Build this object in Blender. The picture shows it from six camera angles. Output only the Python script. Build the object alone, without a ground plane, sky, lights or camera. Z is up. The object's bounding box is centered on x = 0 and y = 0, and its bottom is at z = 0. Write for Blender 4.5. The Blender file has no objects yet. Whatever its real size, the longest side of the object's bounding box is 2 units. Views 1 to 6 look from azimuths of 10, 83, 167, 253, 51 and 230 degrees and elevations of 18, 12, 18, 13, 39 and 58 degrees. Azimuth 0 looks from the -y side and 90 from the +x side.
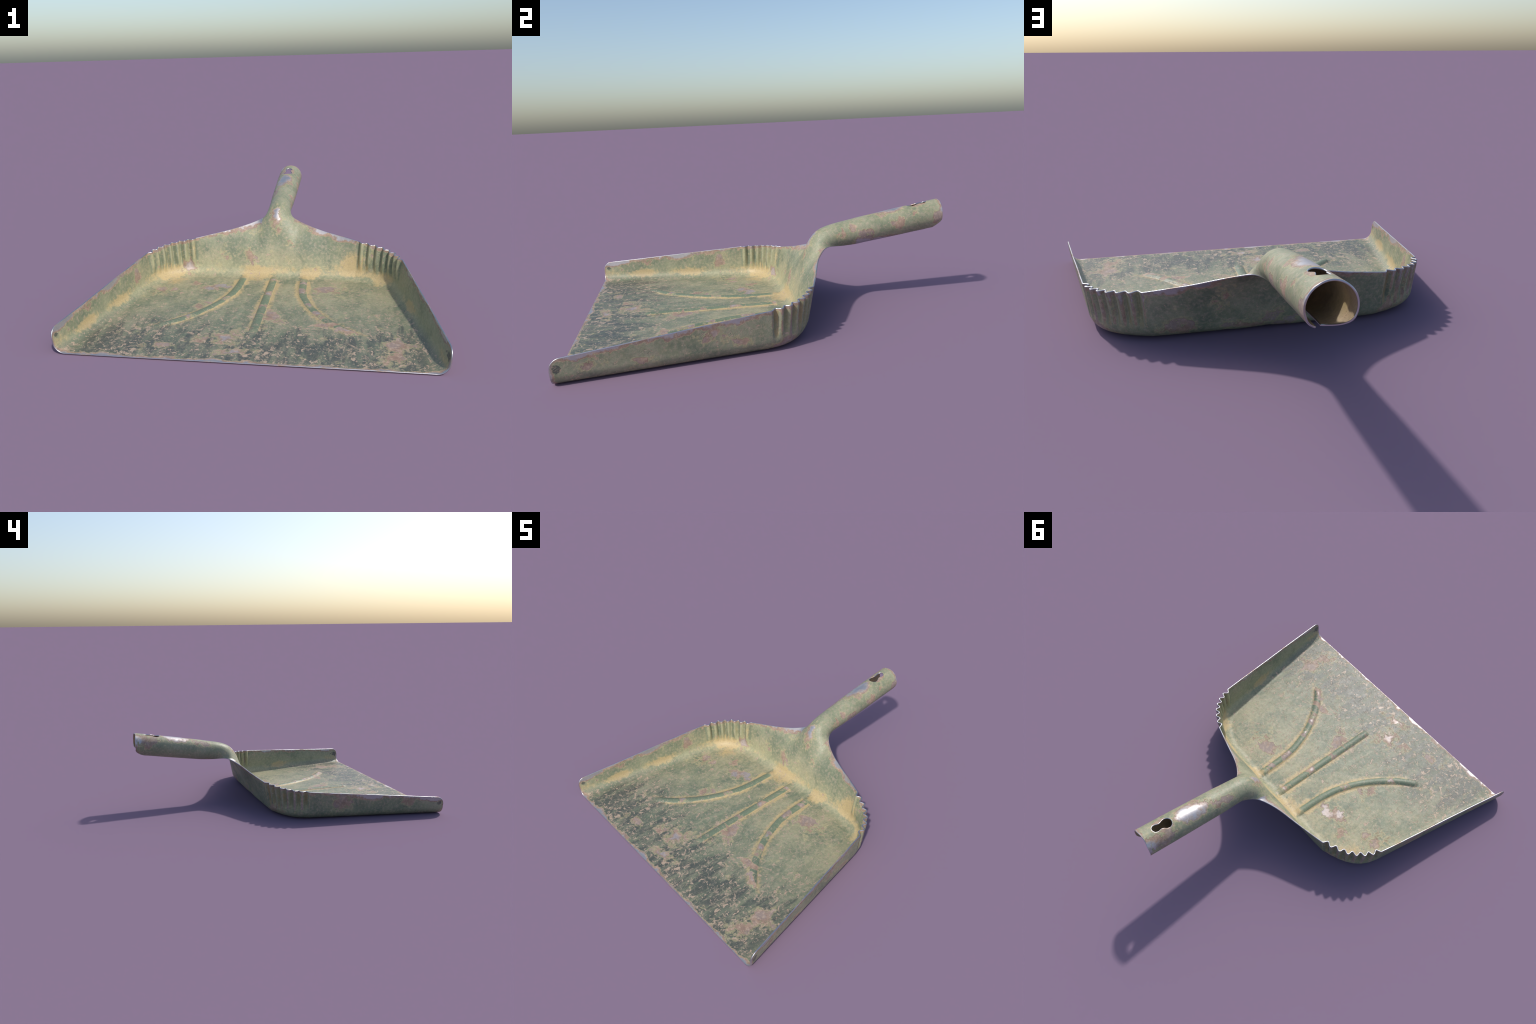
"""Worn sheet-metal dustpan: one pressed sheet (floor, walls, pleated corners)
whose back wall runs up into a tongue rolled into a tubular handle."""
import bpy
import math
import numpy as np
from mathutils import noise, Vector

TH = 0.0064            # sheet thickness
HT = TH / 2

# ------------------------------------------------------------------ helpers
def smooth(a, b, x):
    t = np.clip((np.asarray(x, float) - a) / (b - a), 0, 1)
    return t * t * (3 - 2 * t)

def spline(xs, ys):
    """Monotone-ish Catmull-Rom through (xs, ys), ys may be vectors."""
    xs = np.asarray(xs, float); ys = np.asarray(ys, float)
    m = np.gradient(ys, xs, axis=0)
    def f(q):
        q = np.clip(np.asarray(q, float), xs[0], xs[-1])
        i = np.clip(np.searchsorted(xs, q, side="right") - 1, 0, len(xs) - 2)
        h = xs[i + 1] - xs[i]; t = (q - xs[i]) / h
        if ys.ndim > 1:
            h = h[..., None]; t = t[..., None]
        return ((2*t**3 - 3*t**2 + 1) * ys[i] + (t**3 - 2*t**2 + t) * h * m[i]
                + (-2*t**3 + 3*t**2) * ys[i + 1] + (t**3 - t**2) * h * m[i + 1])
    return f

def unit(v):
    return v / np.maximum(np.linalg.norm(v, axis=-1, keepdims=True), 1e-12)

# ------------------------------------------------------------------ rim and base curves (x > 0 half)
N_SIDE, PLEATS, PER, N_BACK, N_NECK = 150, 7, 24, 70, 160
TIP_R = 0.046
X_NECK = 0.12

def columns_half():
    """Columns from the front tip to the neck: base point, rim point, inward floor direction, fillet radius, region, pleat phase"""
    out = []
    k = np.linspace(0, 1, N_SIDE, endpoint=False)
    ys = -1 + 0.93 * (k + 0.25 * (k * k - k) * 1.6 * (1 - k))      # denser towards the front
    for y in ys:
        g = (y + 1) / 0.93
        xr = 0.901 - 0.156 * g
        zr = 0.1165 + 0.078 * g
        off = 0.013 + 0.010 * g
        b = np.array([xr - off, y + 0.002 * (1 - smooth(0, 0.1, y + 1)), 0.0])
        t = np.array([xr, y, zr])
        c = y + 1
        drop = TIP_R - math.sqrt(max(TIP_R**2 - (TIP_R - c)**2, 0)) if c < TIP_R else 0.0
        t = b + (t - b) * ((zr - drop) / zr)
        a = -0.166 * smooth(-1.0, -0.5, y)                          # turn the floor direction with the outline
        f = np.array([-math.cos(a), math.sin(a), 0])
        out.append((b, t, f, 0.053 + 0.010 * g, "side_wall", -1.0))
    p0, p3 = np.array([0.745, -0.07]), np.array([0.50, 0.172])
    h0, h1 = math.radians(99.6), math.radians(162.8)
    L = 0.132
    p1 = p0 + L * np.array([math.cos(h0), math.sin(h0)])
    p2 = p3 - L * np.array([math.cos(h1), math.sin(h1)])
    n = PLEATS * PER
    for j in range(n):
        q = j / n
        p = (1-q)**3*p0 + 3*(1-q)**2*q*p1 + 3*(1-q)*q*q*p2 + q**3*p3
        d = 3*(1-q)**2*(p1-p0) + 6*(1-q)*q*(p2-p1) + 3*q*q*(p3-p2)
        d /= np.linalg.norm(d); nrm = np.array([d[1], -d[0]])
        off = 0.023 + 0.020 * smooth(0, 1, q)
        out.append((np.append(p - nrm * off, 0), np.append(p, 0.1945 + 0.030 * q), np.append(-nrm, 0),
                    0.067 + 0.013 * q, "pleated_corner", q))
    rim = spline([0.10, 0.12, 0.15, 0.20, 0.25, 0.30, 0.40, 0.50],
                 [(0.321, 0.322), (0.304, 0.314), (0.285, 0.304), (0.262, 0.291), (0.246, 0.278), (0.231, 0.266), (0.203, 0.246), (0.172, 0.227)])
    for j in range(N_BACK):
        x = 0.50 - (0.50 - X_NECK) * j / N_BACK
        y, z = rim(np.array(x))
        z -= 0.0025
        w = smooth(0.25, 0.5, x)
        base = np.array([x * 0.974, 0.128 + 0.003 * w, 0])
        a = math.radians(17.2) * w
        out.append((base, np.array([x, y, z]), np.array([-math.sin(a), -math.cos(a), 0]), 0.080 - 0.003 * w, "back_wall", -1.0))
    return out

# cross-sections of the tongue: crown point (y, z) and edge point (x, y, z) on the underside
SECT = [((0.247, 0.335), (0.120, 0.304, 0.314)),
        ((0.266, 0.363), (0.100, 0.321, 0.322)),
        ((0.290, 0.391), (0.084, 0.335, 0.325)),
        ((0.318, 0.412), (0.070, 0.354, 0.325)),
        ((0.353, 0.426), (0.055, 0.381, 0.322)),
        ((0.400, 0.437), (0.040, 0.416, 0.318)),
        ((0.450, 0.446), (0.024, 0.455, 0.313)),
        ((0.520, 0.458), (0.015, 0.520, 0.318)),
        ((0.700, 0.489), (0.014, 0.700, 0.344)),
        ((0.850, 0.514), (0.014, 0.850, 0.366)),
        ((1.000, 0.538), (0.014, 1.000, 0.387))]

def section_points(crown, edge, us):
    """Circular arc through the crown and both edges, parametrised by u in [-1, 1]."""
    crown3 = np.array([0, crown[0], crown[1]])
    mid = np.array([0, edge[1], edge[2]])
    axis = crown3 - mid
    d = np.linalg.norm(axis); nrm = axis / d
    R = (edge[0]**2 + d * d) / (2 * d)
    phi = math.atan2(edge[0], R - d)
    o = crown3 - nrm * R
    ang = us * phi
    return o + R * np.sin(ang)[:, None] * np.array([1, 0, 0]) + R * np.cos(ang)[:, None] * nrm

# ------------------------------------------------------------------ mid-surface
V, F, FREG = [], [], []          # vertices, quads, face region

def add_grid(P, regions, first_ids=None, flip=False):
    """P[i][j] grid; regions[j] names the region of quads between column j and j+1. first_ids reuses existing vertex ids for row 0."""
    ids = np.zeros(P.shape[:2], int)
    for i in range(P.shape[0]):
        if i == 0 and first_ids is not None:
            ids[0] = first_ids
            continue
        ids[i] = len(V) + np.arange(P.shape[1])
        V.extend(P[i])
    for i in range(P.shape[0] - 1):
        for j in range(P.shape[1] - 1):
            q = (ids[i, j], ids[i, j+1], ids[i+1, j+1], ids[i+1, j])
            F.append(q[::-1] if flip else q)
            FREG.append(regions[j])
    return ids

half = columns_half()
us = np.linspace(-1, 1, N_NECK + 1)
neck0 = section_points(*SECT[0], us)
neck_cols = []
for u, p in zip(us, neck0):
    neck_cols.append((np.array([0.117 * u, 0.128, 0]), p, np.array([0, -1.0, 0]), 0.080, "back_wall", -1.0))
mir = np.array([-1, 1, 1])
left = [(b*mir, t*mir, f*mir, r, g + "/left", q) for b, t, f, r, g, q in half]
right = [(b, t, f, r, g, q) for b, t, f, r, g, q in half][::-1]
cols = left + neck_cols + right
NC = len(cols)
creg = []
for j in range(NC - 1):
    a, b = cols[j], cols[j+1]
    # quads belong to the column nearer the front
    src = a if j < NC // 2 else b
    creg.append(src[4])
creg = ["back_wall" if c.startswith("back_wall") else c for c in creg]

NF, NW = 12, 36
rows = np.zeros((NF + NW + 1, NC, 3))
for j, (b, t, f, r, g, q) in enumerate(cols):
    d = t - b; H = np.linalg.norm(d); d = d / H
    cosang = float(np.dot(f, d)); th = math.acos(cosang)
    sb = r / math.tan(th / 2)
    if sb > 0.8 * H:
        sb = 0.8 * H; r = sb * math.tan(th / 2)
    bis = unit(f + d); o = b + bis * (r / math.sin(th / 2))
    A = b + f * sb - o; Bv = b + d * sb - o
    om = math.acos(np.clip(np.dot(A, Bv) / (r * r), -1, 1))
    for i in range(NF + 1):
        s = i / NF
        rows[i, j] = o + (math.sin((1-s)*om) * A + math.sin(s*om) * Bv) / math.sin(om)
    w0 = b + d * sb
    for i in range(1, NW + 1):
        rows[NF + i, j] = w0 + (t - w0) * (i / NW)
    if g.startswith("back_wall"):                                  # the wall is flat below and flares back only near the rim
        k = np.arange(NF + NW + 1) / (NF + NW)
        hgt = np.clip(rows[:, j, 2] / t[2], 0, 1)
        flat = 0.128 + (0.30 + 0.075 * math.exp(-(t[0] / 0.10) ** 2)) * t[2] - 0.06 * abs(b[0]) ** 2
        flare = t[1] - flat
        wgt = 1 - smooth(0.15, 0.45, abs(t[0]))
        rows[:, j, 1] += wgt * flare * (hgt ** 4.5 - hgt)
    if q >= 0:                                                     # pleats pinch the wall inwards
        z = rows[:, j, 2]
        ramp = smooth(0.028, 0.130, z) * (0.72 + 0.28 * np.clip(z / 0.2, 0, 1))
        ph = 0.5 - 0.5 * math.cos(2 * math.pi * PLEATS * q)
        ph = ph ** 1.1
        rows[:, j, :2] += (0.0210 * ramp * ph)[:, None] * f[:2]

# floor: transfinite patch between front edge, side outlines and back outline
nS = N_SIDE + PLEATS * PER // 2
outline = rows[0]
Lc = outline[:nS + 1]; Rc = outline[::-1][:nS + 1]
Bc = outline[nS:NC - nS]
nB = len(Bc)
wB = np.concatenate([[0], np.cumsum(np.linalg.norm(np.diff(Bc, axis=0), axis=1))]); wB /= wB[-1]
Fc = Lc[0] + (Rc[0] - Lc[0]) * wB[:, None]
wL = np.concatenate([[0], np.cumsum(np.linalg.norm(np.diff(Lc, axis=0), axis=1))]); wL /= wL[-1]
s = wB[None, :, None]; t = wL[:, None, None]
FL = ((1 - t) * Fc[None] + t * Bc[None] + (1 - s) * Lc[:, None] + s * Rc[:, None]
      - ((1-s)*(1-t)*Fc[0] + s*(1-t)*Fc[-1] + (1-s)*t*Bc[0] + s*t*Bc[-1]))
fl_ids = add_grid(FL, ["floor"] * (nB - 1))
outline_ids = np.concatenate([fl_ids[:, 0], fl_ids[-1, 1:-1], fl_ids[::-1, -1]])
assert len(outline_ids) == NC
w_ids = add_grid(rows, creg, first_ids=outline_ids, flip=False)

# tongue and tube
NV_N, NV_H = 44, 150
cr = spline(np.arange(len(SECT)), [c for c, e in SECT]); ed = spline(np.arange(len(SECT)), [e for c, e in SECT])
nv = len(SECT) - 1
par = np.concatenate([np.linspace(0, 7, NV_N + 1), 7 + np.linspace(0, nv - 7, NV_H + 1)[1:]])
# equalise spacing along the tube
tube = np.zeros((len(par), N_NECK + 1, 3))
for i, v in enumerate(par):
    tube[i] = section_points(cr(np.array(v)), ed(np.array(v)), us)
ytube = np.linspace(tube[NV_N, 0, 1], 1.0, NV_H + 1)
crown_y = np.array([0.520, 0.70, 0.85, 1.0])
cz = spline(crown_y, [0.458, 0.489, 0.514, 0.538]); ez = spline(crown_y, [0.318, 0.344, 0.366, 0.387])
for i in range(NV_H + 1):
    y = ytube[i]
    tube[NV_N + i] = section_points((y, float(cz(np.array(y)))), (0.014, y, float(ez(np.array(y)))), us)
# the seam lies a little to +x of the lowest line; the ends beside it are cut round
for i in range(len(par)):
    o = 0.5 * (tube[i].min(0) + tube[i].max(0))
    k = 0.27 * smooth(0.40, 0.60, tube[i, N_NECK // 2, 1])
    if k > 0:
        x, z = tube[i, :, 0].copy(), tube[i, :, 2] - o[2]
        tube[i, :, 0] = x * math.cos(-k) + z * math.sin(-k)
        tube[i, :, 2] = o[2] - x * math.sin(-k) + z * math.cos(-k)
a = np.abs(us)
yend = np.where(us > 0, -0.040 * smooth(0.72, 1.0, a), -0.078 * smooth(0.60, 1.0, a)) - 0.006 * (1 - smooth(0, 0.3, a))
for i in range(len(par)):
    wgt = np.clip((tube[i, :, 1] - 0.86) / 0.14, 0, 1)
    dz = 0.146 * wgt * yend
    tube[i, :, 1] += wgt * yend
    tube[i, :, 2] += dz
n0 = N_SIDE + PLEATS * PER + N_BACK
treg_first = w_ids[-1, n0:n0 + N_NECK + 1]
f_before = len(F)
t_ids = add_grid(tube, ["tongue"] * N_NECK, first_ids=treg_first)
V = np.array(V, float); F = np.array(F, int); FREG = np.array(FREG, dtype=object)
fy = V[F[f_before:], 1].mean(1); fz = V[F[f_before:], 2].mean(1)
rowidx = np.repeat(np.arange(len(par) - 1), N_NECK)
FREG[f_before:] = np.where(rowidx < NV_N - 6, "neck", "handle")

# soften the wall-to-neck bend
def smooth_region(mask, its, lam=0.5):
    global V
    e = np.concatenate([F[:, [0, 1]], F[:, [1, 2]], F[:, [2, 3]], F[:, [3, 0]]])
    key = np.sort(e, 1); uq, cnt = np.unique(key, axis=0, return_counts=True)
    bnd = np.zeros(len(V), bool); bnd[uq[cnt == 1].ravel()] = True
    deg = np.zeros(len(V)); np.add.at(deg, uq.ravel(), 1)
    bu = uq[cnt == 1]; bdeg = np.zeros(len(V)); np.add.at(bdeg, bu.ravel(), 1)
    for _ in range(its):
        acc = np.zeros_like(V)
        np.add.at(acc, uq[:, 0], V[uq[:, 1]]); np.add.at(acc, uq[:, 1], V[uq[:, 0]])
        avg = acc / np.maximum(deg, 1)[:, None]
        bacc = np.zeros_like(V)
        np.add.at(bacc, bu[:, 0], V[bu[:, 1]]); np.add.at(bacc, bu[:, 1], V[bu[:, 0]])
        avg[bnd] = (bacc / np.maximum(bdeg, 1)[:, None])[bnd]
        V = V + (lam * mask)[:, None] * (avg - V)
in_neck = np.zeros(len(V)); zz = V[:, 2]
in_neck[:] = smooth(0.05, 0.20, zz) * (1 - smooth(0.45, 0.55, V[:, 1])) * (1 - smooth(0.20, 0.40, np.abs(V[:, 0])))
in_neck[V[:, 1] < 0.12] = 0
smooth_region(in_neck, 120)

# ------------------------------------------------------------------ pressed ribs in the floor
rib_x = spline([-0.70, -0.655, -0.585, -0.50, -0.41, -0.325, -0.20, -0.10, 0.12],
               [0.545, 0.492, 0.415, 0.346, 0.288, 0.246, 0.205, 0.191, 0.181])
def polyline_distance(P, Q):
    best = np.full(len(P), 9.0)
    for a, b in zip(Q[:-1], Q[1:]):
        d = b - a; t = np.clip(((P - a) @ d) / (d @ d), 0, 1)
        best = np.minimum(best, np.linalg.norm(P - (a + t[:, None] * d), axis=1))
    return best
RIB_W, RIB_H = 0.0240, 0.0105
ry = np.linspace(-0.645, 0.115, 40)
rib_shift = 0.003 + 0.002 * smooth(-0.6, -0.1, ry)             # the pressing sits a little off centre
rib_paths = [np.stack([np.full(2, -0.002), np.array([-0.655, 0.115])], 1),
             np.stack([rib_x(ry) - rib_shift, ry], 1), np.stack([-rib_x(ry) - rib_shift, ry], 1)]
rib_id = np.full(len(V), -1)
low = (V[:, 2] < 0.05) & (V[:, 1] < 0.16)
idx = np.nonzero(low)[0]
for k, path in enumerate(rib_paths):
    d = polyline_distance(V[idx][:, :2], path)
    h = RIB_H * np.maximum(1 - (d / RIB_W) ** 2, 0) ** 0.8
    h *= 1 - smooth(0.06, 0.13, V[idx][:, 1])
    V[idx, 2] += h
    rib_id[idx[d < RIB_W]] = k
for k in range(3):
    m = (FREG == "floor") & np.all(rib_id[F] == k, axis=1)
    FREG[m] = "rib/%d" % k

# ------------------------------------------------------------------ keyhole for hanging
def keyhole(x, y):
    d1 = np.hypot(x + 0.004, y - 0.849) - 0.0305
    d2 = np.hypot(x + 0.001, y - 0.912) - 0.0215
    q = np.clip((y - 0.849) / 0.063, 0, 1)
    d3 = np.hypot(x + 0.003, y - (0.849 + 0.063 * q)) - 0.0175
    m = np.minimum(np.minimum(d1, d2), d3)
    h = np.clip(0.5 + 0.5 * (d3 - np.minimum(d1, d2)) / 0.012, 0, 1)
    return d3 * (1 - h) + np.minimum(d1, d2) * h - 0.012 * h * (1 - h)
cen = V[F].mean(1)
on_top = (FREG == "handle") & (cen[:, 2] > 0.50 + 0.15 * (cen[:, 1] - 0.85)) 
inside = on_top & (keyhole(cen[:, 0], cen[:, 1]) < 0)
kept = np.unique(F[~inside]); gone = np.unique(F[inside])
border = np.intersect1d(kept, gone)
axis_z = lambda y: 0.5 * (cz(y) + ez(y)); tube_r = lambda y: 0.5 * (cz(y) - ez(y))
near = np.unique(F[on_top])
near = near[np.abs(keyhole(V[near, 0], V[near, 1])) < 0.012]
for it in range(25):
    b = V[border]; e = 1e-4; k0 = keyhole(b[:, 0], b[:, 1])
    gx = (keyhole(b[:, 0] + e, b[:, 1]) - k0) / e; gy = (keyhole(b[:, 0], b[:, 1] + e) - k0) / e
    g2 = gx**2 + gy**2 + 1e-9
    V[border, 0] -= 0.7 * k0 * gx / g2; V[border, 1] -= 0.7 * k0 * gy / g2
nz = axis_z(V[border, 1]) + np.sqrt(np.maximum(tube_r(V[border, 1])**2 - V[border, 0]**2, 0))
V[border, 2] = nz
F = F[~inside]; FREG = FREG[~inside]

# ------------------------------------------------------------------ small dents, then lift the sheet onto the ground
wob = np.array([noise.noise(Vector(p * 3.1)) * 0.0022 + noise.noise(Vector(p * 8.7 + 5)) * 0.0008 for p in V])

def vertex_normals(V, F):
    n = np.cross(V[F[:, 2]] - V[F[:, 0]], V[F[:, 3]] - V[F[:, 1]])
    N = np.zeros_like(V)
    for k in range(4):
        np.add.at(N, F[:, k], n)
    return unit(N)
N = vertex_normals(V, F)
wob *= smooth(0.04, 0.14, V[:, 2]) * (1 - 0.6 * smooth(0.3, 0.4, V[:, 2])) + 0.12
# the bend of the tongue is pinched: a narrow raised ridge with hollows beside it
pinch = smooth(0.25, 0.31, V[:, 2]) * (1 - smooth(0.385, 0.43, V[:, 2])) * (1 - smooth(0.30, 0.35, V[:, 1])) * (V[:, 1] > 0.1)
px = V[:, 0] + 0.006
wob += pinch * (0.0025 * np.exp(-(px / 0.024) ** 2) - 0.0020 * np.exp(-((np.abs(px) - 0.066) / 0.028) ** 2))
V = V + N * wob[:, None]
N = vertex_normals(V, F)
if N[fl_ids[5, 5], 2] < 0:
    F = F[:, ::-1]; N = -N
V[:, 2] -= V[:, 2].min() - HT
# ------------------------------------------------------------------ solid sheet: two skins and a rounded cut edge
e = np.concatenate([F[:, [0, 1]], F[:, [1, 2]], F[:, [2, 3]], F[:, [3, 0]]])
ef = np.tile(np.arange(len(F)), 4)
key = np.sort(e, 1)
_, inv, cnt = np.unique(key, axis=0, return_inverse=True, return_counts=True)
bm = cnt[inv.ravel()] == 1
be, bf = e[bm], ef[bm]
out_dir = np.zeros_like(V)
tang = unit(V[be[:, 1]] - V[be[:, 0]])
od = np.cross(tang, N[be[:, 0]] + N[be[:, 1]])
np.add.at(out_dir, be[:, 0], od); np.add.at(out_dir, be[:, 1], od)
out_dir = unit(out_dir - (out_dir * N).sum(1, keepdims=True) * N)

dustpan = bpy.data.objects.new("dustpan", None)
bpy.context.scene.collection.objects.link(dustpan)
dustpan["label"] = "worn green painted sheet-metal dustpan with tubular handle"
dustpan["category"] = "dustpan"
EDGE_A = np.radians([90, 55, 18, -18, -55, -90])

def build_part(region, name, parent, mats):
    fs = np.nonzero(FREG == region)[0]
    q = F[fs]
    used, loc = np.unique(q, return_inverse=True); loc = loc.reshape(q.shape)
    m = len(used)
    verts = [V[used] + N[used] * HT, V[used] - N[used] * HT]
    norms = [N[used], -N[used]]
    faces = [loc, loc[:, ::-1] + m]
    mi = [np.zeros(len(q), int), np.ones(len(q), int)]
    sel = np.isin(bf, fs)
    if sel.any():
        ee = be[sel]
        bu, bl = np.unique(ee, return_inverse=True); bl = bl.reshape(ee.shape)
        k = len(bu); base = 2 * m
        for a in EDGE_A:
            dirn = math.sin(a) * N[bu] + math.cos(a) * out_dir[bu]
            verts.append(V[bu] + HT * (math.sin(a) * N[bu] + 0.75 * math.cos(a) * out_dir[bu]))
            norms.append(unit(dirn))
        for r in range(len(EDGE_A) - 1):
            o = base + r * k
            faces.append(np.stack([o + bl[:, 0], o + k + bl[:, 0], o + k + bl[:, 1], o + bl[:, 1]], 1))
            mi.append(np.full(len(ee), 2))
    verts = np.concatenate(verts); norms = np.concatenate(norms)
    faces = np.concatenate(faces); mi = np.concatenate(mi)
    me = bpy.data.meshes.new(name)
    me.vertices.add(len(verts)); me.vertices.foreach_set("co", verts.ravel())
    me.loops.add(faces.size); me.loops.foreach_set("vertex_index", faces.ravel())
    me.polygons.add(len(faces)); me.polygons.foreach_set("loop_start", np.arange(0, faces.size, 4))
    for mt in mats:
        me.materials.append(mt)
    me.update(calc_edges=True)
    me.polygons.foreach_set("material_index", mi)
    me.polygons.foreach_set("use_smooth", np.ones(len(faces), bool))
    me.normals_split_custom_set_from_vertices([tuple(v) for v in norms])
    ob = bpy.data.objects.new(name, me)
    bpy.context.scene.collection.objects.link(ob)
    ob.parent = parent
    return ob

# ------------------------------------------------------------------ materials: flaking green paint over primer over steel
class Graph:
    """Small expression builder on top of a shader node tree."""
    def __init__(self, name):
        self.m = bpy.data.materials.new(name)
        self.m.use_nodes = True
        self.t = self.m.node_tree
        self.t.nodes.clear()
        self.P = self.new("ShaderNodeTexCoord").outputs["Object"]
        s = self.new("ShaderNodeSeparateXYZ"); self.link(self.P, s.inputs[0])
        self.x, self.y, self.z = s.outputs

    def new(self, kind, **props):
        n = self.t.nodes.new(kind)
        for k, v in props.items():
            setattr(n, k, v)
        return n

    def link(self, a, sock):
        if isinstance(a, (int, float)):
            sock.default_value = a
        elif isinstance(a, tuple):
            sock.default_value = a if len(a) == len(sock.default_value) else (*a, 1.0)
        else:
            self.t.links.new(a, sock)

    def math(self, op, a, b=0.0, c=0.0, clamp=False):
        n = self.new("ShaderNodeMath", operation=op, use_clamp=clamp)
        for v, s in zip((a, b, c), n.inputs):
            self.link(v, s)
        return n.outputs[0]

    # constants are folded, so a feature that cannot occur on a part costs nothing
    def fold(self, op, fn, v, skip):
        c = [q for q in v if isinstance(q, (int, float))]
        r = fn(c) if c else skip
        live = [q for q in v if not isinstance(q, (int, float))]
        if not live or (op == "MULTIPLY" and r == 0):
            return r
        out = live[0]
        for q in live[1:]:
            out = self.math(op, out, q)
        return out if r == skip else self.math(op, out, r)

    def add(self, *v): return self.fold("ADD", sum, v, 0)
    def mul(self, *v): return self.fold("MULTIPLY", lambda c: float(np.prod(c)), v, 1)
    def mx(self, *v): return self.fold("MAXIMUM", max, v, 0)
    def sub(self, a, b): return self.math("SUBTRACT", a, b)
    def inv(self, a): return 1.0 - a if isinstance(a, (int, float)) else self.math("SUBTRACT", 1.0, a, clamp=True)
    def mn(self, a, b): return self.math("MINIMUM", a, b)

    def ss(self, v, a, b):
        """0 at a, 1 at b, smooth between (a may exceed b)."""
        if isinstance(v, (int, float)):
            return float(smooth(a, b, v)) if a < b else 1.0 - float(smooth(b, a, v))
        n = self.new("ShaderNodeMapRange", interpolation_type="SMOOTHSTEP")
        if a < b:
            lo, hi, o0, o1 = a, b, 0.0, 1.0
        else:
            lo, hi, o0, o1 = b, a, 1.0, 0.0
        for k, q in zip(("Value", "From Min", "From Max", "To Min", "To Max"), (v, lo, hi, o0, o1)):
            self.link(q, n.inputs[k])
        return n.outputs[0]

    def scaled(self, s, rot=(0, 0, 0), off=(0, 0, 0)):
        n = self.new("ShaderNodeMapping")
        self.link(self.P, n.inputs["Vector"])
        n.inputs["Scale"].default_value = s; n.inputs["Rotation"].default_value = rot; n.inputs["Location"].default_value = off
        return n.outputs[0]

    def noise(self, scale, detail=4.0, rough=0.55, dist=0.0, stretch=None, rot=(0, 0, 0), off=(0, 0, 0)):
        n = self.new("ShaderNodeTexNoise")
        self.link(self.scaled(stretch or (1, 1, 1), rot, off), n.inputs["Vector"])
        n.inputs["Scale"].default_value = scale; n.inputs["Detail"].default_value = detail
        n.inputs["Roughness"].default_value = rough; n.inputs["Distortion"].default_value = dist
        return n.outputs["Fac"]

    def curve(self, v, pts):
        n = self.new("ShaderNodeFloatCurve")
        self.link(v, n.inputs["Value"])
        c = n.mapping.curves[0]
        c.points[0].location = pts[0]; c.points[1].location = pts[-1]
        for p in pts[1:-1]:
            c.points.new(*p)
        for p in c.points:
            p.handle_type = "VECTOR"
        n.mapping.update()
        return n.outputs[0]

    def blob(self, c, r):
        """1 at c falling to 0 on the ellipsoid of radii r."""
        n = self.new("ShaderNodeMapping", vector_type="TEXTURE")
        self.link(self.ragged(), n.inputs["Vector"])
        n.inputs["Location"].default_value = c; n.inputs["Scale"].default_value = r
        l = self.new("ShaderNodeVectorMath", operation="LENGTH")
        self.link(n.outputs[0], l.inputs[0])
        return self.math("SUBTRACT", 1.0, l.outputs["Value"], clamp=True)

    def ragged(self):
        """Position pushed about by noise, so that patch outlines are never round."""
        if not hasattr(self, "_ragged"):
            n = self.new("ShaderNodeTexNoise")
            self.link(self.P, n.inputs["Vector"])
            n.inputs["Scale"].default_value = 11.0; n.inputs["Detail"].default_value = 5.0; n.inputs["Roughness"].default_value = 0.62
            a = self.new("ShaderNodeVectorMath", operation="MULTIPLY_ADD")
            self.link(n.outputs["Color"], a.inputs[0])
            a.inputs[1].default_value = (0.16, 0.16, 0.07)
            off = self.new("ShaderNodeVectorMath", operation="SUBTRACT")
            self.link(self.P, off.inputs[0]); off.inputs[1].default_value = (0.08, 0.08, 0.035)
            self.link(off.outputs[0], a.inputs[2])
            self._ragged = a.outputs[0]
        return self._ragged

    def blobs(self, items):
        r = None
        for c, q in items:
            b = self.blob(c, q)
            r = b if r is None else self.mx(r, b)
        return r

    def mix(self, f, a, b):
        if f == 0:
            return a
        n = self.new("ShaderNodeMix", data_type="RGBA")
        self.link(f, n.inputs[0]); self.link(a, n.inputs[6]); self.link(b, n.inputs[7])
        return n.outputs[2]


GREEN, GREEN_DEEP, GREEN_PALE = (0.226, 0.252, 0.156), (0.146, 0.181, 0.120), (0.325, 0.328, 0.218)
OLIVE, HALO, DUST = (0.262, 0.262, 0.145), (0.350, 0.345, 0.205), (0.345, 0.275, 0.205)
PRIMER, PRIMER_DARK, PRIMER_GREY, CHIP = (0.355, 0.250, 0.180), (0.265, 0.182, 0.135), (0.285, 0.240, 0.222), (0.430, 0.330, 0.240)
OCHRE, OCHRE_DEEP, GRIME = (0.490, 0.370, 0.185), (0.340, 0.255, 0.125), (0.066, 0.072, 0.066)
STEEL, TAN = (0.520, 0.520, 0.545), (0.350, 0.270, 0.140)


ZONES = {"floor": ((-0.9, -1, -0.01), (0.9, 0.14, 0.03)), "wall": ((-0.92, -1, 0.0), (0.92, 0.35, 0.34)), "handle": ((-0.2, 0.2, 0.28), (0.2, 1.02, 0.6))}


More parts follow.
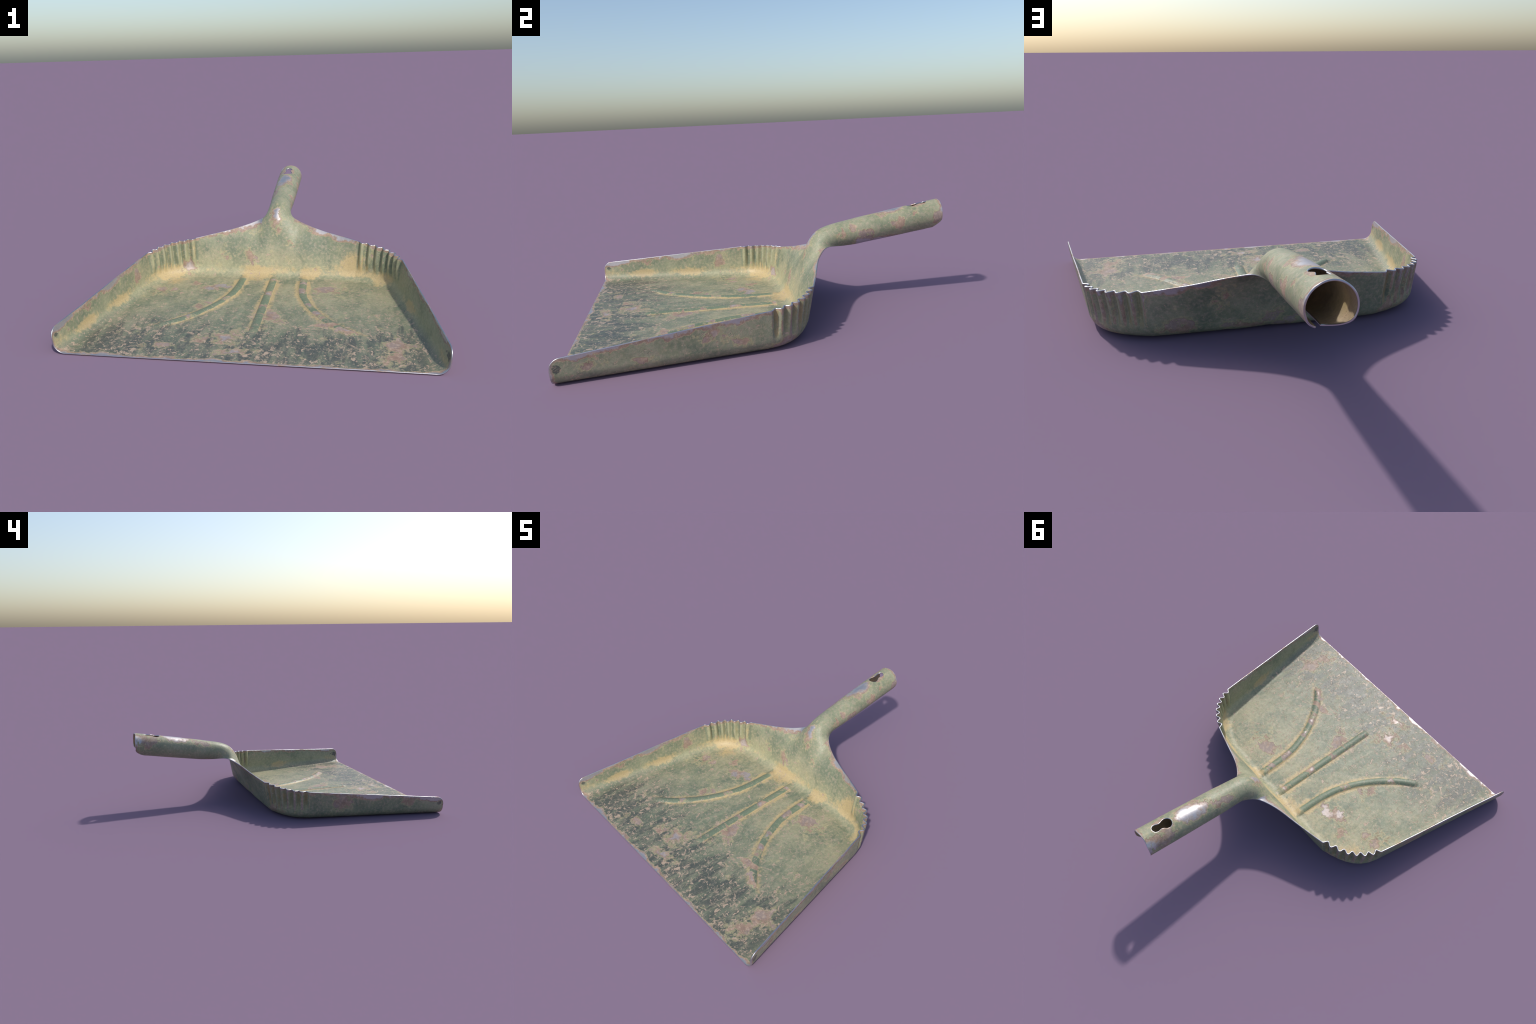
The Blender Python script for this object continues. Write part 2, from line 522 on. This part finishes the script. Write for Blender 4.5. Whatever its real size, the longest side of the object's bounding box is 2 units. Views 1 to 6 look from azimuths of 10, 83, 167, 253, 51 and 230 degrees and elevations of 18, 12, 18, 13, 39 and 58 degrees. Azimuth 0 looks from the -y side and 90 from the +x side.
def paint(name, zone, inside=True):
    """zone says which features can occur on the part; shared masks keep neighbours continuous."""
    g = Graph(name)
    lo, hi = ZONES[zone]
    blobs0 = g.blobs
    def local_blobs(items):
        keep = []
        for c, r in items:
            hit = all(c[k] + r[k] > lo[k] and c[k] - r[k] < hi[k] for k in range(3))
            if zone == "wall" and inside and c[1] + r[1] < 0.02 and abs(c[0]) + r[0] < 0.70 - 0.17 * c[1] - 0.05:
                hit = False                          # lies wholly on the flat floor
            if hit:
                keep.append((c, r))
        return blobs0(keep) if keep else 0.0
    g.blobs = local_blobs
    x, y, z = g.x, g.y, g.z
    ax = g.math("ABSOLUTE", x)
    # ---- where we are on the sheet
    rim_z = 1.0 if zone == "floor" else g.curve(ax, [(0, 1), (0.085, 0.9), (0.1, 0.320), (0.2, 0.291), (0.3, 0.266), (0.5, 0.228), (0.74, 0.199), (0.90, 0.117), (1, 0.07)])
    d_rim = g.add(g.sub(rim_z, z), g.ss(y, 0.33, 0.36)) if zone != "floor" else 1.0
    d_front = g.add(y, 1.0) if zone != "handle" else 1.0
    d_end = g.sub(1.004, y) if zone == "handle" else 1.0
    on_handle = g.ss(y, 0.33, 0.37) if zone == "handle" else 0.0
    is_floor = g.mul(g.ss(z, 0.03, 0.012), g.ss(y, 0.13, 0.10)) if zone != "handle" else 0.0
    n1 = g.noise(1.7, 3)
    n4 = g.noise(4.3, 6, 0.62)
    n9 = g.noise(9.0, 7, 0.65, 0.3)
    n20 = g.noise(20, 6, 0.7)
    n60 = g.noise(62, 4, 0.6)
    grain = g.noise(210, 2, 0.6)
    if not inside:
        n4 = g.noise(4.3, 6, 0.62, off=(3.1, 1.7, 5.2)); n9 = g.noise(9.0, 7, 0.65, 0.3, off=(7.1, 4.4, 1.3))

    # ---- paint: mottled sage green, streaked along the sweep on the floor
    streak = 0.5 if zone == "handle" else g.noise(9, 7, 0.68, 0.6, stretch=(1.7, 0.55, 1.0), rot=(0, 0, 0.25))
    base = g.mix(g.ss(n9, 0.26, 0.52) if zone == "handle" else g.ss(n9, 0.34, 0.64), GREEN_DEEP, GREEN)
    base = g.mix(g.mul(g.ss(n4, 0.40, 0.66), 0.75), base, GREEN_PALE)
    base = g.mix(g.mul(g.ss(n20, 0.42, 0.70), 0.45), base, OLIVE)
    base = g.mix(g.mul(g.ss(n60, 0.45, 0.66), 0.48), base, DUST)
    base = g.mix(g.mul(is_floor, g.ss(streak, 0.56, 0.40), 0.65), base, GREEN_DEEP)
    base = g.mix(g.mul(is_floor, g.ss(streak, 0.52, 0.68), 0.55), base, GREEN_PALE)

    if zone != "handle" and inside:                  # dry tan dust settles over the rear of the pan
        base = g.mix(g.mul(g.ss(y, -0.75, 0.05), g.ss(g.add(n4, g.mul(g.sub(n60, 0.5), 0.5)), 0.32, 0.62), g.ss(z, 0.22, 0.10), 0.42), base, (0.375, 0.325, 0.185))
    # ---- pressed ribs on the floor: distance to the three centre lines
    if zone == "floor" and inside:
        rib_c = g.curve(g.math("DIVIDE", g.add(y, 1.0), 1.2), [((v + 1) / 1.2, q) for v, q in
                 ((-1, 0.95), (-0.70, 0.545), (-0.655, 0.492), (-0.585, 0.415), (-0.50, 0.346), (-0.41, 0.288), (-0.325, 0.246), (-0.20, 0.205), (-0.10, 0.191), (0.2, 0.180))])
        slope = g.math("MULTIPLY_ADD", g.ss(y, -0.30, -0.65), -0.36, 1.0)
        d_side = g.mul(g.math("ABSOLUTE", g.sub(g.math("ABSOLUTE", g.add(x, 0.004)), rib_c)), slope)
        d_mid = g.math("ABSOLUTE", g.add(x, 0.002))
        d_rib = g.mn(d_side, d_mid)
        near_rib = g.mul(g.ss(y, -0.69, -0.65), g.ss(y, 0.066, 0.04))
        on_rib = g.mul(near_rib, g.ss(d_rib, 0.0235, 0.019))
    else:
        on_rib = near_rib = 0.0; d_rib = 1.0

    # ---- ochre dust and rust stain in the folds
    if inside:
        fold = 0.0 if zone == "handle" else g.mul(g.ss(z, 0.004, 0.035), g.ss(z, 0.135, 0.045), g.ss(y, 0.42, 0.3))
        spots = g.blobs([((-0.11, 0.10, 0.03), (0.16, 0.10, 0.09)), ((0.47, 0.14, 0.10), (0.13, 0.10, 0.12)),
                         ((-0.62, 0.02, 0.05), (0.20, 0.17, 0.09)), ((-0.80, -0.42, 0.045), (0.07, 0.22, 0.05)), ((-0.85, -0.72, 0.045), (0.06, 0.12, 0.045)),
                         ((0.62, 0.02, 0.05), (0.13, 0.12, 0.07)), ((0.20, 0.11, 0.03), (0.10, 0.08, 0.08)),
                         ((0.80, -0.35, 0.04), (0.05, 0.16, 0.05))])
        ny = g.noise(3.6, 5, 0.6, off=(2, 9, 4))
        stain = g.add(g.mul(spots, 1.15), g.mul(fold, g.ss(ny, 0.42, 0.66), 0.56), g.mul(g.sub(n20, 0.5), 0.9))
        halo_r = g.mul(near_rib, g.ss(d_rib, 0.068, 0.022), g.ss(n9, 0.26, 0.52), g.add(g.mul(g.ss(y, -0.75, 0.0), 0.5), 0.65))
        stain = g.mx(g.mul(stain, g.mx(fold, g.ss(spots, 0.1, 0.5))), g.mul(halo_r, g.inv(on_rib), g.math("MULTIPLY_ADD", n60, 0.8, 0.50)))
        # pale dust on the lower walls
        dusty = g.mul(fold, g.ss(n4, 0.25, 0.55), 0.7)
        base = g.mix(dusty, base, HALO)
        base = g.mix(g.mul(g.ss(g.add(stain, g.mul(g.sub(n60, 0.5), 0.9)), 0.15, 0.80), 0.85), base, OCHRE)
        base = g.mix(g.mul(g.ss(stain, 0.5, 1.1), g.ss(n60, 0.5, 0.68), 0.7), base, OCHRE_DEEP)
    base = g.mix(g.mul(on_rib, 0.8), base, (0.132, 0.184, 0.118))

    # ---- pleats: phase of the folds around each corner
    ang = g.math("ARCTAN2", g.add(y, 0.1245), g.sub(ax, 0.421))
    ph = g.math("MULTIPLY_ADD", g.math("COSINE", g.mul(g.sub(ang, math.radians(9.6)), 2 * math.pi * PLEATS / math.radians(65.5))), -0.5, 0.5)
    corner = g.mul(g.ss(ang, math.radians(8), math.radians(11)), g.ss(ang, math.radians(77), math.radians(74)),
                   g.ss(z, 0.05, 0.085), g.ss(ax, 0.44, 0.47), g.ss(y, 0.3, 0.2))
    ph = g.add(ph, g.mul(g.sub(n20, 0.5), 0.7))
    if zone != "wall":
        corner = 0.0
    elif inside:
        base = g.mix(g.mul(corner, g.ss(ph, 0.55, 0.85), 0.85), base, g.mix(g.ss(n4, 0.40, 0.55), OCHRE, HALO))
        base = g.mix(g.mul(corner, g.ss(ph, 0.45, 0.20), 0.7), base, GREEN_DEEP)
    else:
        base = g.mix(g.mul(corner, g.ss(ph, 0.50, 0.80), 0.8), base, g.mix(g.ss(n9, 0.40, 0.55), OCHRE_DEEP, OLIVE))

    # ---- black grime rubbed into the front of the floor
    s2 = g.noise(13, 8, 0.72, 0.4, stretch=(1.7, 0.42, 1), rot=(0, 0, 0.3), off=(4, 2, 0))
    if zone == "handle":
        grime = 0.0
    elif inside:
        front = g.ss(y, -0.30, -0.92)
        dirt = g.add(s2, g.mul(g.sub(front, 1.0), 0.22), g.mul(g.sub(n1, 0.5), 0.25))
        grime = g.mul(g.ss(dirt, 0.36, 0.56), g.ss(y, -0.2, -0.6), g.ss(z, 0.06, 0.02), g.inv(g.mul(on_rib, 0.85)), g.ss(ax, 0.86, 0.76))
    else:
        grime = g.mul(g.ss(s2, 0.52, 0.70), g.ss(y, -0.1, -0.8), 0.55)
    tip = g.ss(g.add(g.blobs([((0.89, -0.972, 0.075), (0.05, 0.028, 0.034)), ((-0.89, -0.972, 0.080), (0.05, 0.022, 0.030))]), g.mul(g.sub(n20, 0.5), 0.8)), 0.28, 0.40)
    grime = g.mx(g.mul(grime, 0.82), g.mul(tip, 0.85))
    if zone != "handle" and inside:                  # thin soot film over the front half
        base = g.mix(g.mul(g.ss(y, -0.25, -0.85), g.ss(z, 0.05, 0.02), g.ss(n4, 0.28, 0.58), 0.36), base, GRIME)
    base = g.mix(grime, base, GRIME)

    # ---- flaked paint: named bare patches, random flakes, small chips, scratches, worn edges
    if inside:
        patches = g.blobs([((-0.125, -0.765, 0), (0.12, 0.15, 0.05)), ((-0.055, -0.885, 0), (0.13, 0.07, 0.05)),
                           ((-0.322, -0.085, 0), (0.14, 0.10, 0.05)), ((0.045, -0.50, 0), (0.10, 0.19, 0.05)),
                           ((0.665, -0.885, 0), (0.13, 0.11, 0.06)), ((0.695, -0.765, 0), (0.14, 0.09, 0.06)),
                           ((-0.507, -0.892, 0), (0.045, 0.045, 0.03)), ((-0.42, -0.868, 0), (0.08, 0.06, 0.03)), ((-0.252, -0.790, 0), (0.06, 0.06, 0.03)),
                           ((-0.617, -0.190, 0), (0.11, 0.12, 0.05)), ((0.32, -0.07, 0), (0.12, 0.08, 0.05)), ((-0.457, -0.03, 0), (0.07, 0.06, 0.03)),
                           ((-0.355, -0.363, 0), (0.09, 0.08, 0.03)), ((0.41, -0.10, 0), (0.10, 0.10, 0.03)), ((0.346, -0.571, 0), (0.12, 0.07, 0.03)),
                           ((-0.545, 0.105, 0.06), (0.10, 0.08, 0.09)), ((-0.30, 0.19, 0.12), (0.09, 0.08, 0.11)), ((-0.165, 0.17, 0.10), (0.06, 0.08, 0.10)),
                           ((0.0, 0.19, 0.28), (0.04, 0.08, 0.08)), ((0.09, 0.17, 0.21), (0.055, 0.06, 0.08)),
                           ((-0.84, -0.72, 0.12), (0.06, 0.07, 0.06)), ((-0.87, -0.88, 0.11), (0.06, 0.05, 0.07)), ((-0.76, -0.22, 0.10), (0.05, 0.10, 0.07)),
                           ((-0.020, 0.262, 0.362), (0.075, 0.12, 0.125)),
                           ((-0.012, 0.665, 0.505), (0.085, 0.21, 0.07)), ((-0.06, 0.52, 0.46), (0.05, 0.13, 0.06)), ((-0.05, 0.96, 0.52), (0.07, 0.10, 0.09)),
                           ((-0.07, 0.88, 0.47), (0.04, 0.10, 0.07)), ((0.03, 0.62, 0.345), (0.06, 0.22, 0.05)), ((0.0, 0.88, 0.53), (0.075, 0.09, 0.05)),
                           ((0.075, 0.98, 0.45), (0.04, 0.05, 0.06)), ((0.07, 0.83, 0.49), (0.04, 0.06, 0.035)), ((0.075, 0.75, 0.43), (0.03, 0.05, 0.06)),
                           ((0.07, 0.50, 0.42), (0.03, 0.05, 0.035)), ((0.07, 0.575, 0.385), (0.03, 0.06, 0.05)), ((0.07, 0.42, 0.395), (0.03, 0.035, 0.04))])
        hot = g.blobs([((-0.118, -0.760, 0), (0.045, 0.055, 0.04)), ((-0.06, -0.89, 0), (0.05, 0.025, 0.03)), ((-0.30, -0.060, 0), (0.055, 0.045, 0.03)),
                       ((-0.345, -0.11, 0), (0.045, 0.04, 0.03)), ((-0.545, 0.105, 0.055), (0.06, 0.045, 0.045)),
                       ((-0.008, 0.262, 0.375), (0.045, 0.09, 0.085)), ((-0.018, 0.665, 0.51), (0.062, 0.165, 0.055)), ((-0.06, 0.99, 0.50), (0.06, 0.065, 0.07)),
                       ((0.03, 0.62, 0.340), (0.05, 0.18, 0.035))])
    else:
        patches = g.blobs([((0.80, -0.324, 0.125), (0.08, 0.12, 0.08)), ((0.80, -0.20, 0.07), (0.08, 0.15, 0.06)), ((0.85, -0.627, 0.06), (0.06, 0.07, 0.035)),
                           ((0.87, -0.856, 0.08), (0.06, 0.09, 0.05)), ((0.80, -0.29, 0.18), (0.06, 0.06, 0.06)),
                           ((0.19, 0.22, 0.16), (0.10, 0.08, 0.16)), ((0.36, 0.14, 0.05), (0.14, 0.08, 0.07)), ((-0.05, 0.12, 0.06), (0.16, 0.10, 0.08)),
                           ((0.10, 0.15, 0.03), (0.15, 0.08, 0.05)), ((-0.55, 0.12, 0.05), (0.14, 0.10, 0.07)), ((-0.78, -0.30, 0.11), (0.06, 0.14, 0.07)),
                           ((-0.85, -0.75, 0.10), (0.06, 0.09, 0.05)), ((0.68, -0.02, 0.03), (0.16, 0.16, 0.05))])
        hot = g.blobs([((0.80, -0.324, 0.125), (0.06, 0.05, 0.03)), ((-0.06, 0.12, 0.055), (0.09, 0.10, 0.05)), ((-0.66, -0.03, 0.025), (0.12, 0.12, 0.03)),
                       ((0.68, -0.02, 0.02), (0.10, 0.10, 0.025))])
    flake = g.add(g.mul(n9, 0.50), g.mul(n20, 0.36), g.mul(n60, 0.14))
    bare = g.add(g.mul(patches, 0.31 if zone == "handle" else 0.225), g.mul(flake, 1.0), -0.004)
    # rim wear eats down from the cut edge by an uneven amount
    e_n = g.noise(7.5, 6, 0.62, off=(5, 5, 5))
    reach = g.math("MULTIPLY_ADD", g.ss(e_n, 0.36, 0.66), 0.034, 0.005)
    reach = g.mul(reach, g.inv(g.mul(corner, 0.5)))
    near = lambda d, k: -1.0 if d == 1.0 else g.math("DIVIDE", g.sub(g.mul(reach, k), d), 0.03)
    worn = g.mx(near(d_rim, 1.0), near(d_front, 0.85), near(d_end, 0.8))
    worn = g.math("MINIMUM", worn, 1.0)
    bare = g.mx(bare, g.add(g.mul(worn, 0.4), g.mul(g.sub(n20, 0.5), 0.35), 0.60))
    bare = g.add(bare, g.mul(corner, g.ss(ph, 0.35, 0.0), 0.08 if inside else 0.16))
    # worn crests of the ribs come in dashes
    dash = 0.5 if zone != "floor" else g.noise(7.0, 3, 0.5, stretch=(0.5, 1.4, 1), off=(3, 1, 0))
    bare = g.add(bare, g.mul(on_rib, g.ss(dash, 0.53, 0.57), 0.15), g.mul(on_rib, g.ss(dash, 0.54, 0.50), -0.09))
    T0 = 0.615
    flaked = g.ss(bare, T0, T0 + 0.018)
    halo = g.ss(bare, T0 - 0.055, T0 - 0.005)

    chip_n = g.noise(36, 4, 0.66, 0.7, stretch=(1.15, 0.9, 1), rot=(0, 0, 0.4), off=(1, 6, 2))
    dens = g.add(g.mul(g.sub(n4, 0.5), 0.20), g.mul(is_floor, g.math("MULTIPLY_ADD", g.ss(y, 0.1, -0.8), 0.046, 0.020)))
    chips = g.ss(g.add(chip_n, dens), 0.650, 0.668)
    chips = g.mul(chips, g.inv(g.mul(on_rib, 0.8)))
    # hair scratches: thin level lines of a distorted noise, only in scattered places
    sc1 = g.math("ABSOLUTE", g.sub(g.noise(11, 2, 0.5, 1.6, stretch=(1.6, 0.7, 1), rot=(0, 0, 0.7)), 0.5))
    sc2 = g.math("ABSOLUTE", g.sub(g.noise(13, 2, 0.5, 1.4, stretch=(0.6, 1.7, 1), rot=(0, 0, -0.4), off=(8, 3, 1)), 0.5))
    gate1 = g.ss(g.noise(14, 4, 0.6, off=(9, 9, 9)), 0.53, 0.58); gate2 = g.ss(g.noise(12, 4, 0.6, off=(6, 2, 7)), 0.53, 0.58)
    scratch = g.mx(g.mul(g.ss(sc1, 0.012, 0.006), gate1), g.mul(g.ss(sc2, 0.012, 0.006), gate2))
    scratch = g.mul(scratch, g.mx(is_floor, 0.55), g.inv(g.mul(on_handle, 0.8)))
    specks = g.mul(g.ss(g.add(g.noise(62, 3, 0.62, 0.5, off=(2, 2, 8)), g.mul(is_floor, g.ss(y, 0.0, -0.8), 0.035)), 0.63, 0.66), g.mx(g.mul(is_floor, 0.9), 0.4))

    col = g.mix(g.mul(halo, 0.65), base, g.mix(0.35, HALO, OCHRE))
    prim = g.mix(g.ss(n20, 0.40, 0.62), PRIMER_DARK, PRIMER)
    prim = g.mix(g.mul(g.ss(n9, 0.50, 0.62), 0.6), prim, PRIMER_GREY)
    prim = g.mix(g.mul(g.ss(n60, 0.52, 0.64), 0.5), prim, CHIP)
    col = g.mix(g.mul(scratch, 0.75), col, CHIP)
    col = g.mix(g.mul(specks, 0.7), col, CHIP)
    col = g.mix(chips, col, g.mix(g.ss(n60, 0.5, 0.65), CHIP, PRIMER))
    col = g.mix(flaked, col, prim)

    # ---- bare steel where the primer is gone too
    steel = g.ss(g.add(g.mul(hot, 0.75), g.mul(g.sub(n9, 0.5), 0.9), g.mul(g.sub(n20, 0.5), 0.5)), 0.10, 0.50)
    steel = g.mul(steel, g.ss(hot, 0.0, 0.08), flaked, {"floor": 0.42, "wall": 0.35, "handle": 0.8}[zone])
    edge_steel = g.mul(g.ss(g.add(worn, g.mul(g.sub(e_n, 0.5), 1.0)), 0.36, 0.80), flaked, g.inv(g.mul(corner, 0.6)), 0.75)
    crest_steel = g.mul(on_rib, flaked, g.ss(dash, 0.57, 0.64), g.ss(d_rib, 0.014, 0.007))
    if inside:
        steel = g.mx(steel, edge_steel, g.mul(crest_steel, 0.5))
    else:
        steel = g.mx(g.mul(steel, 0.8), edge_steel, g.mul(corner, flaked, g.ss(ph, 0.1, -0.15), g.ss(z, 0.14, 0.2)))
    col = g.mix(steel, col, STEEL)

    if not inside:                                  # raw, stained lining of the tube
        lining = g.mix(g.ss(n9, 0.4, 0.65), TAN, OCHRE)
        col = g.mix(g.mul(on_handle, 0.9), col, g.mix(g.mul(g.ss(n4, 0.5, 0.7), 0.6), lining, PRIMER))

    # ---- fine grain
    hsv = g.new("ShaderNodeHueSaturation")
    g.link(col, hsv.inputs["Color"])
    g.link(g.math("MULTIPLY_ADD", g.add(g.mul(g.sub(grain, 0.5), 0.55), g.mul(g.sub(n60, 0.5), 0.55)), g.inv(g.mul(steel, 0.8)), 1.0), hsv.inputs["Value"])
    col = hsv.outputs["Color"]

    rough = g.add(0.50, g.mul(g.sub(n20, 0.5), 0.25), g.mul(flaked, 0.10), g.mul(grime, -0.07), 0.01)
    rough = g.math("MULTIPLY_ADD", steel, g.sub(g.math("MULTIPLY_ADD", n9, 0.35, 0.20 if zone == "handle" else 0.30), rough), rough)
    height = g.add(g.mul(g.inv(g.mx(flaked, g.mul(chips, 0.9), g.mul(scratch, 0.6))), 1.0), g.mul(n60, 0.30), g.mul(grain, 0.12), g.mul(halo, 0.10))
    bump = g.new("ShaderNodeBump")
    bump.inputs["Strength"].default_value = 0.55; bump.inputs["Distance"].default_value = 0.0030
    g.link(height, bump.inputs["Height"])
    sh = g.new("ShaderNodeBsdfPrincipled")
    g.link(col, sh.inputs["Base Color"]); g.link(rough, sh.inputs["Roughness"]); g.link(g.mul(steel, 0.92), sh.inputs["Metallic"])
    g.link(bump.outputs[0], sh.inputs["Normal"])
    out = g.new("ShaderNodeOutputMaterial")
    g.t.links.new(sh.outputs[0], out.inputs["Surface"])
    return g.m


def cut_edge(name):
    g = Graph(name)
    n = g.noise(9, 5, 0.6)
    f = g.noise(60, 4, 0.6)
    col = g.mix(g.ss(n, 0.50, 0.66), STEEL, PRIMER)
    sh = g.new("ShaderNodeBsdfPrincipled")
    g.link(col, sh.inputs["Base Color"]); g.link(g.math("MULTIPLY_ADD", f, 0.2, 0.22), sh.inputs["Roughness"])
    g.link(g.math("MULTIPLY_ADD", g.ss(n, 0.50, 0.66), -0.6, 0.95), sh.inputs["Metallic"])
    out = g.new("ShaderNodeOutputMaterial")
    g.t.links.new(sh.outputs[0], out.inputs["Surface"])
    return g.m


EDGE = cut_edge("bare_cut_edge")
MATS = {z: [paint("flaking_green_paint_" + z, z), paint("flaking_green_underside_" + z, z, False), EDGE] for z in ZONES}

# ------------------------------------------------------------------ assemble
floor = build_part("floor", "floor", dustpan, MATS["floor"])
for k in range(3):
    build_part("rib/%d" % k, "rib", floor, MATS["floor"])
for region, name in (("side_wall", "side_wall"), ("side_wall/left", "side_wall"),
                     ("pleated_corner", "pleated_corner"), ("pleated_corner/left", "pleated_corner"),
                     ("back_wall", "back_wall"), ("neck", "neck"), ("handle", "handle")):
    build_part(region, name, dustpan, MATS["handle" if name in ("neck", "handle") else "wall"])
